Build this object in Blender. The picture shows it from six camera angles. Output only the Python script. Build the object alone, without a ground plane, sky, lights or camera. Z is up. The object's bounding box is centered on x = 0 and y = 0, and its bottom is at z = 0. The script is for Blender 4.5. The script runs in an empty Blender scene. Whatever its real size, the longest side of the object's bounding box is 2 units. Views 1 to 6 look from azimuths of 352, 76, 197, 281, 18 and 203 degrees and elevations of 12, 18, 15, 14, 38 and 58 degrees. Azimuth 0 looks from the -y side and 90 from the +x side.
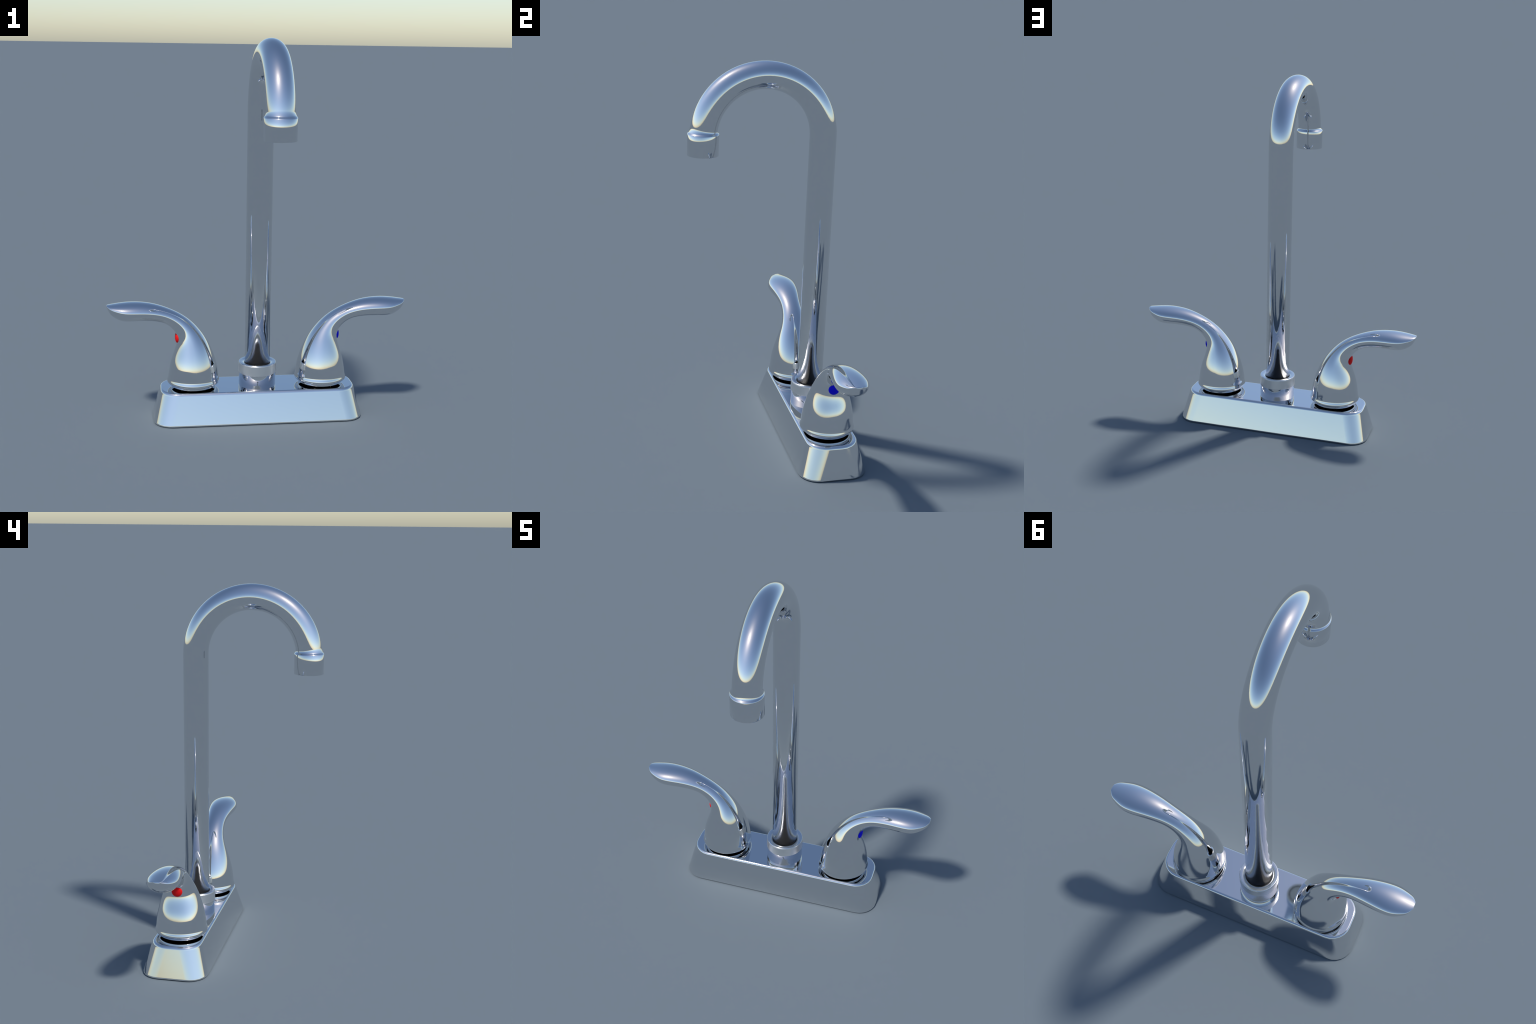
"""Two-handle chrome bar faucet: base plate, gooseneck spout, collar, two lever handles."""
import bpy, bmesh, math
import numpy as np
from mathutils import Vector

YC = 0.2540            # depth of the tube and handle axis
HX = 0.3455            # handle axis, left and right of the tube
PLATE_Z = 0.1690       # top of the base plate
TAU = math.tau

# ------------------------------------------------------------------ materials
def chrome_material(name, base=0.80, rough=0.05):
    m = bpy.data.materials.new(name)
    m.use_nodes = True
    nt = m.node_tree
    b = nt.nodes["Principled BSDF"]
    b.inputs["Metallic"].default_value = 1.0
    co = nt.nodes.new("ShaderNodeTexCoord")
    no = nt.nodes.new("ShaderNodeTexNoise")
    no.inputs["Scale"].default_value = 6.0
    no.inputs["Detail"].default_value = 2.0
    nt.links.new(co.outputs["Object"], no.inputs["Vector"])
    mr = nt.nodes.new("ShaderNodeMapRange")
    mr.inputs["To Min"].default_value = rough * 0.97
    mr.inputs["To Max"].default_value = rough * 1.03
    nt.links.new(no.outputs["Fac"], mr.inputs["Value"])
    nt.links.new(mr.outputs["Result"], b.inputs["Roughness"])
    cr = nt.nodes.new("ShaderNodeValToRGB")
    cr.color_ramp.elements[0].color = (base * 0.995, base * 0.995, base * 0.995, 1)
    cr.color_ramp.elements[1].color = (base * 1.005, base * 1.005, base * 1.005, 1)
    nt.links.new(no.outputs["Fac"], cr.inputs["Fac"])
    nt.links.new(cr.outputs["Color"], b.inputs["Base Color"])
    return m


def enamel_material(name, rgb, rough=0.5, spec=0.3):
    m = bpy.data.materials.new(name)
    m.use_nodes = True
    nt = m.node_tree
    b = nt.nodes["Principled BSDF"]
    b.inputs["Roughness"].default_value = rough
    b.inputs["Specular IOR Level"].default_value = spec
    co = nt.nodes.new("ShaderNodeTexCoord")
    no = nt.nodes.new("ShaderNodeTexNoise")
    no.inputs["Scale"].default_value = 30.0
    nt.links.new(co.outputs["Object"], no.inputs["Vector"])
    cr = nt.nodes.new("ShaderNodeValToRGB")
    cr.color_ramp.elements[0].color = tuple(c * 0.98 for c in rgb) + (1,)
    cr.color_ramp.elements[1].color = tuple(rgb) + (1,)
    nt.links.new(no.outputs["Fac"], cr.inputs["Fac"])
    nt.links.new(cr.outputs["Color"], b.inputs["Base Color"])
    return m


CHROME = chrome_material("polished_chrome", 0.80, 0.045)
BLURRED_CAP = chrome_material("reflection_blurring_chrome", 0.80, 0.19)  # chrome roughened to soften the dark reflection between cap and tube
SATIN = chrome_material("satin_metal", 0.82, 0.38)
RED = enamel_material("red_enamel", (0.76, 0.011, 0.012), 0.6, 0.1)
BLUE = enamel_material("blue_enamel", (0.006, 0.006, 0.72), 0.6, 0.1)

# ------------------------------------------------------------------ helpers
def add_object(name, bm, parent, mat=CHROME, location=(0, 0, 0)):
    bmesh.ops.recalc_face_normals(bm, faces=bm.faces[:])
    me = bpy.data.meshes.new(name)
    bm.to_mesh(me)
    bm.free()
    for p in me.polygons:
        p.use_smooth = True
    me.materials.append(mat)
    ob = bpy.data.objects.new(name, me)
    bpy.context.scene.collection.objects.link(ob)
    ob.parent = parent
    ob.location = location
    return ob


def bridge(bm, a, b):
    n = len(a)
    for i in range(n):
        j = (i + 1) % n
        bm.faces.new((a[i], a[j], b[j], b[i]))


def add_ring(bm, pts):
    return [bm.verts.new(p) for p in pts]


def circle(r, z, n, cx=0.0, cy=0.0):
    return [(cx + r * math.cos(TAU * i / n), cy + r * math.sin(TAU * i / n), z) for i in range(n)]


def lathe(profile, n=96, cap_start=True, cap_end=True):
    """Surface of revolution about z through (radius, height) points."""
    bm = bmesh.new()
    rings = [add_ring(bm, circle(r, z, n)) for r, z in profile]
    for a, b in zip(rings, rings[1:]):
        bridge(bm, a, b)
    if cap_start:
        bm.faces.new(rings[0])
    if cap_end:
        bm.faces.new(rings[-1])
    return bm


def lean_normals(ob, n, rings, outward=None):
    """Soft shading of a lathed wall: the normals of the given rings lean up (+) or down (-), in degrees."""
    me = ob.data
    normals = [v.normal.copy() for v in me.vertices]
    for k, deg in rings.items():
        t = math.radians(deg)
        for i in range(n):
            a = TAU * i / n
            normals[k * n + i] = Vector((math.cos(a) * math.cos(t), math.sin(a) * math.cos(t), math.sin(t)))
    if outward:
        for i, v in outward.items():
            normals[i] = v
    me.normals_split_custom_set_from_vertices(normals)


def arc(cr, cz, rad, a0, a1, steps):
    """Points of a fillet: centre (radius, height), angles in degrees."""
    return [(cr + rad * math.cos(math.radians(a0 + (a1 - a0) * i / steps)),
             cz + rad * math.sin(math.radians(a0 + (a1 - a0) * i / steps))) for i in range(steps + 1)]


def natural_spline(t, y, q):
    """C2 cubic through control values, evaluated at q."""
    t, y, q = map(lambda v: np.asarray(v, float), (t, y, q))
    n = len(t)
    h = np.diff(t)
    A = np.zeros((n, n))
    rhs = np.zeros(n)
    A[0, 0] = A[-1, -1] = 1
    for i in range(1, n - 1):
        A[i, i - 1], A[i, i], A[i, i + 1] = h[i - 1], 2 * (h[i - 1] + h[i]), h[i]
        rhs[i] = 6 * ((y[i + 1] - y[i]) / h[i] - (y[i] - y[i - 1]) / h[i - 1])
    M = np.linalg.solve(A, rhs)
    k = np.clip(np.searchsorted(t, q) - 1, 0, n - 2)
    d0, d1, hk = q - t[k], t[k + 1] - q, h[k]
    return (M[k] * d1 ** 3 + M[k + 1] * d0 ** 3) / (6 * hk) + (y[k] / hk - M[k] * hk / 6) * d1 + (y[k + 1] / hk - M[k + 1] * hk / 6) * d0


def rounded_rectangle(a, b, r, z, per_corner=6, flat=1):
    """Outline of half sizes a, b with corner radius r, centred on the axis."""
    pts = []
    corners = [(a - r, b - r, 0), (-(a - r), b - r, 90), (-(a - r), -(b - r), 180), (a - r, -(b - r), 270)]
    for k, (cx, cy, a0) in enumerate(corners):
        for i in range(per_corner + 1):
            t = math.radians(a0 + 90 * i / per_corner)
            pts.append((cx + r * math.cos(t), cy + r * math.sin(t), z))
        nx, ny, na = corners[(k + 1) % 4]
        e0 = pts[-1]
        t = math.radians(na)
        e1 = (nx + r * math.cos(t), ny + r * math.sin(t), z)
        for i in range(1, flat):
            f = i / flat
            pts.append((e0[0] + (e1[0] - e0[0]) * f, e0[1] + (e1[1] - e0[1]) * f, z))
    return pts


# ------------------------------------------------------------------ the thing
faucet = bpy.data.objects.new("faucet", None)
bpy.context.scene.collection.objects.link(faucet)
faucet.location = (0, YC, 0)
faucet["label"] = "polished chrome two-handle faucet with tall gooseneck spout"
faucet["category"] = "faucet"

# ------------------------------------------------------------------ base plate
def build_base_plate():
    bm = bmesh.new()
    A0, B0, R0 = 0.5625, 0.1767, 0.102          # foot
    A1, B1, R1 = 0.5225, 0.1312, 0.103          # shoulder
    edge = 0.014                               # rounding of the upper edge
    slope = math.atan2(B0 - B1, PLATE_Z)
    rings = []

    def level(z, off=0.0):
        f = z / PLATE_Z
        a, b, r = A0 + (A1 - A0) * f + off, B0 + (B1 - B0) * f + off, R0 + (R1 - R0) * f + off
        rings.append(add_ring(bm, rounded_rectangle(a, b, r, z)))

    level(0.0, -0.0060)
    level(0.0012, -0.0032)
    level(0.0035, -0.0010)
    level(0.0070, 0.0)
    for z in (0.010, 0.04, 0.08, 0.12, PLATE_Z - edge - 0.003, PLATE_Z - edge):
        level(z)
    # rounded shoulder: quarter turn from the sloping wall to the flat top
    steps = 8
    for i in range(1, steps + 1):
        t = slope + (math.pi / 2 - slope) * i / steps
        z = PLATE_Z - edge + edge * (math.sin(t) - math.sin(slope)) / (1 - math.sin(slope))
        off = -edge * (math.cos(slope) - math.cos(t))
        f = (PLATE_Z - edge) / PLATE_Z
        rings.append(add_ring(bm, rounded_rectangle(A0 + (A1 - A0) * f + off, B0 + (B1 - B0) * f + off, R0 + (R1 - R0) * f + off, z)))
        last_off = off
    f = (PLATE_Z - edge) / PLATE_Z
    off = last_off - 0.002
    rings.append(add_ring(bm, rounded_rectangle(A0 + (A1 - A0) * f + off, B0 + (B1 - B0) * f + off, R0 + (R1 - R0) * f + off, PLATE_Z)))
    for a, b in zip(rings, rings[1:]):
        bridge(bm, a, b)
    bm.faces.new(rings[0])
    bm.faces.new(rings[-1])
    ob = add_object("base_plate", bm, faucet)
    ob.location = (0, 0.0015, 0)
    return ob


base_plate = build_base_plate()

# ------------------------------------------------------------------ collar
COLLAR_Z = 0.298
CAP_NORMAL_TILT = 30                                  # cap stays flat; normals tipped inward to darken the tube foot's reflection
def build_collar():
    n = 96
    prof = [(0.099, PLATE_Z - 0.001), (0.099, 0.2400), (0.0985, 0.2410)]
    lower = add_object("collar", lathe(prof, n), faucet)
    lean_normals(lower, n, {0: -44, 1: -12, 2: -12})
    # satin band, closed by a roughened cap
    e = 0.004
    seam = COLLAR_Z - e - 0.001
    add_object("collar_band", lathe([(0.090, 0.2405), (0.1005, 0.2405), (0.1010, 0.2410), (0.1010, 0.2430), (0.1005, seam - 0.002), (0.1005, seam)], n), lower, SATIN)
    prof = [(0.1003, seam), (0.1003, seam + 0.001)] + arc(0.1003 - e, COLLAR_Z - e, e, 0, 90, 6)[1:]
    prof += [(0.095, COLLAR_Z), (0.0885, COLLAR_Z), (0.0695, COLLAR_Z - 0.0002), (0.060, COLLAR_Z - 0.007)]
    cap = add_object("collar_cap", lathe(prof, n), lower, BLURRED_CAP)
    lean_normals(cap, n, {len(prof) - 3: 90, len(prof) - 2: 90 + CAP_NORMAL_TILT})
    return lower


collar = build_collar()

# ------------------------------------------------------------------ spout
TUBE_R = 0.0680
BEND = 0.3040
BEND_Z = 2.0 - TUBE_R - BEND
SPOUT_Y = -2 * BEND                            # outlet axis, relative to the tube

OUTLET_TURN = math.radians(172)                # the bend stops just short of vertical
TUBE_N = 48
TUBE_LEAN = -39                                # the long tube wall is shaded leaning down towards the collar

def bend_ring(t):
    """One cross-section of the gooseneck at bend angle t: points and their outward normals."""
    pts, nor = [], []
    for i in range(TUBE_N):
        a = TAU * i / TUBE_N
        d = Vector((math.cos(a), math.sin(a) * math.cos(t), math.sin(a) * math.sin(t)))
        c = Vector((0, -BEND + BEND * math.cos(t), BEND_Z + BEND * math.sin(t)))
        pts.append(c + d * TUBE_R)
        nor.append(d)
    return pts, nor


def build_tube():
    bm = bmesh.new()
    steps = 48
    rings = [add_ring(bm, circle(TUBE_R, COLLAR_Z - 0.0003, TUBE_N))]
    normals = {}
    for k in range(steps + 1):
        pts, nor = bend_ring(OUTLET_TURN * k / steps)
        for i, v in enumerate(nor):
            normals[(k + 1) * TUBE_N + i] = v
        rings.append(add_ring(bm, pts))
    for a, b in zip(rings, rings[1:]):
        bridge(bm, a, b)
    bm.faces.new(rings[0])
    bm.faces.new(rings[-1])
    ob = add_object("spout", bm, faucet)
    lean_normals(ob, TUBE_N, {0: TUBE_LEAN}, normals)
    ob.location = (0, -0.0005, 0)
    ob.rotation_euler = (0, 0, 0.0043)          # the outlet stands a hair off centre
    return ob


spout = build_tube()

def build_aerator():
    n = TUBE_N
    ridge, bottom, r = 1.6460, 1.5385, 0.0780
    bm = bmesh.new()
    pts, nor = bend_ring(OUTLET_TURN)
    # the bend's last ring runs clockwise seen from above: follow the same order below
    back = Vector((0, -SPOUT_Y, 0))
    rings = [add_ring(bm, [p + back for p in pts])]
    prof = [(TUBE_R + 0.0030, 1.6565, 22), (TUBE_R + 0.0075, 1.6495, 55), (r - 0.0004, ridge, 42), (r, ridge - 0.004, 13),
            (r, bottom + 0.004, -28), (r - 0.001, bottom + 0.001, -50), (r - 0.004, bottom, -90),
            (r - 0.012, bottom, -90), (r - 0.014, bottom + 0.004, None), (r - 0.015, bottom + 0.03, None), (0.01, bottom + 0.031, None)]
    for pr, z, lean in prof:
        rings.append(add_ring(bm, [(x, -y, z) for x, y, z in circle(pr, z, n)]))
    for a, b in zip(rings, rings[1:]):
        bridge(bm, a, b)
    bm.faces.new(rings[-1])
    ob = add_object("aerator", bm, spout, location=(0, SPOUT_Y, 0))
    normals = {i: v for i, v in enumerate(nor)}
    for k, (pr, z, lean) in enumerate(prof):
        if lean is not None:
            for i in range(n):
                a = TAU * i / n
                t = math.radians(lean + (5 * math.sin(a) if lean == 13 else 0))   # straight wall; front normals tilted further for a taller sky reflection
                normals[(k + 1) * n + i] = Vector((math.cos(a) * math.cos(t), -math.sin(a) * math.cos(t), math.sin(t)))
    lean_normals(ob, n, {}, normals)
    return ob


aerator = build_aerator()

# ------------------------------------------------------------------ handles
# Sections fan out along the handle. Each has an outer point (back of the hand side), an inner point
# (button side), both in the x-z plane, a half width across, and the place of its widest line.
SECTIONS = [  # outer x, z    inner x, z     half width  widest
    (0.2082, 0.210, 0.4828, 0.210, 0.1355, 0.50),
    (0.2128, 0.245, 0.4768, 0.245, 0.1320, 0.50),
    (0.2190, 0.285, 0.4700, 0.283, 0.1265, 0.50),
    (0.2320, 0.332, 0.4603, 0.323, 0.1175, 0.50),
    (0.2515, 0.382, 0.4470, 0.363, 0.1050, 0.50),
    (0.2770, 0.432, 0.4367, 0.396, 0.0910, 0.50),
    (0.3110, 0.480, 0.4312, 0.427, 0.0765, 0.50),
    (0.3550, 0.527, 0.4365, 0.460, 0.0645, 0.50),
    (0.4095, 0.568, 0.4595, 0.493, 0.0580, 0.50),
    (0.4720, 0.600, 0.4930, 0.519, 0.0585, 0.50),
    (0.5400, 0.6240, 0.5400, 0.534, 0.0665, 0.50),
    (0.6080, 0.6370, 0.6060, 0.540, 0.0765, 0.50),
    (0.6700, 0.6402, 0.6680, 0.539, 0.0820, 0.52),
    (0.7200, 0.6375, 0.7180, 0.542, 0.0770, 0.56),
    (0.7600, 0.6325, 0.7560, 0.558, 0.0610, 0.62),
    (0.7860, 0.6285, 0.7830, 0.583, 0.0415, 0.68),
    (0.7990, 0.6265, 0.7985, 0.614, 0.0180, 0.72),
]

STEM_R = 0.070                                 # hidden stem
RING_R, RING_Z = 0.1200, 0.1790                # lower edge of the ring above the plate
CREASE_R = 0.1205                              # where the ring meets the lip
LIP_Z = 0.1930                                 # underside of the lip

def build_handle_mesh(n=96, per=8):
    S = np.array(SECTIONS)
    mid = (S[:, 0:2] + S[:, 2:4]) / 2
    t = np.concatenate([[0], np.cumsum(np.linalg.norm(np.diff(mid, axis=0), axis=1))])
    q = np.concatenate([np.linspace(t[i], t[i + 1], per, endpoint=False) for i in range(len(t) - 1)] + [[t[-1]]])
    C = np.stack([natural_spline(t, S[:, k], q) for k in range(6)], axis=1)
    bm = bmesh.new()
    rings = []
    # narrow stem on the plate, a tapered ring clear of it, a rounded lip, a slight flare into the body
    skirt = [(STEM_R, PLATE_Z - 0.0003), (STEM_R, RING_Z - 0.001), (STEM_R + 0.002, RING_Z), (RING_R - 0.005, RING_Z)]
    skirt += arc(RING_R - 0.003, RING_Z + 0.003, 0.003, -90, -8, 5)
    skirt += [(RING_R + (CREASE_R - RING_R) * 0.35, 0.1860), (CREASE_R - 0.0002, LIP_Z - 0.0020), (CREASE_R, LIP_Z - 0.0010), (CREASE_R + 0.0015, LIP_Z - 0.0002), (CREASE_R + 0.004, LIP_Z)]
    skirt += [(0.1290 + 0.0105 * math.sin(math.radians(a)), 0.2050 - 0.0120 * math.cos(math.radians(a))) for a in range(8, 96, 8)]
    skirt += [(0.1386, 0.2092), (0.1372, 0.2135), (0.1357, 0.2178), (0.1345, 0.2220), (0.1337, 0.2270)]
    C = C[C[:, 1] > 0.232]
    for r, z in skirt:
        rings.append(add_ring(bm, [(r * math.cos(TAU * i / n), r * math.sin(TAU * i / n), z) for i in range(n)]))
    for ox, oz, ix, iz, w, f in C:
        P, Q = np.array([ox - HX, oz]), np.array([ix - HX, iz])
        mid_ = Q + (P - Q) * f
        pts = []
        # the body is a little squarer on the button side than a true ellipse
        square = 2.0 + 0.28 * min(1.0, max(0.0, (iz - 0.225) / 0.06)) * min(1.0, max(0.0, (0.50 - iz) / 0.08))
        for i in range(n):
            a = TAU * i / n                     # 0 = inner point, pi = outer point
            c, s = math.cos(a), math.sin(a)
            k = 2.0 / square if c > 0 else 1.0
            c = math.copysign(abs(c) ** k, c)
            s = math.copysign(abs(s) ** k, s)
            half = (Q - mid_) if c > 0 else (mid_ - P)
            p = mid_ + half * c
            pts.append((p[0], w * s, p[1]))
        rings.append(add_ring(bm, pts))
    for a, b in zip(rings, rings[1:]):
        bridge(bm, a, b)
    bm.faces.new(rings[0])
    bm.faces.new(rings[-1])
    return bm


def build_handles():
    handle = add_object("handle", build_handle_mesh(), faucet)
    # domed marker button lying on the inner face below the lever
    r = 0.0285
    prof = [(r, -0.010), (r, 0.0)] + [(r * math.cos(math.radians(a)), 0.011 * math.sin(math.radians(a))) for a in (15, 30, 45, 60, 72, 82)]
    button = add_object("button", lathe(prof, 40), handle)
    button.location = (0.4325 - HX, 0, 0.4400)
    button.rotation_euler = (0, math.radians(93), 0)
    pairs = []
    handle.location = (HX, 0, 0)
    other = handle.copy()
    other_button = button.copy()
    for ob in (other, other_button):
        bpy.context.scene.collection.objects.link(ob)
    other_button.parent = other
    other.location = (-HX, 0, 0)
    other.rotation_euler = (0, 0, math.pi)
    for ob, mat in ((button, BLUE), (other_button, RED)):
        ob.material_slots[0].link = "OBJECT"
        ob.material_slots[0].material = mat


build_handles()
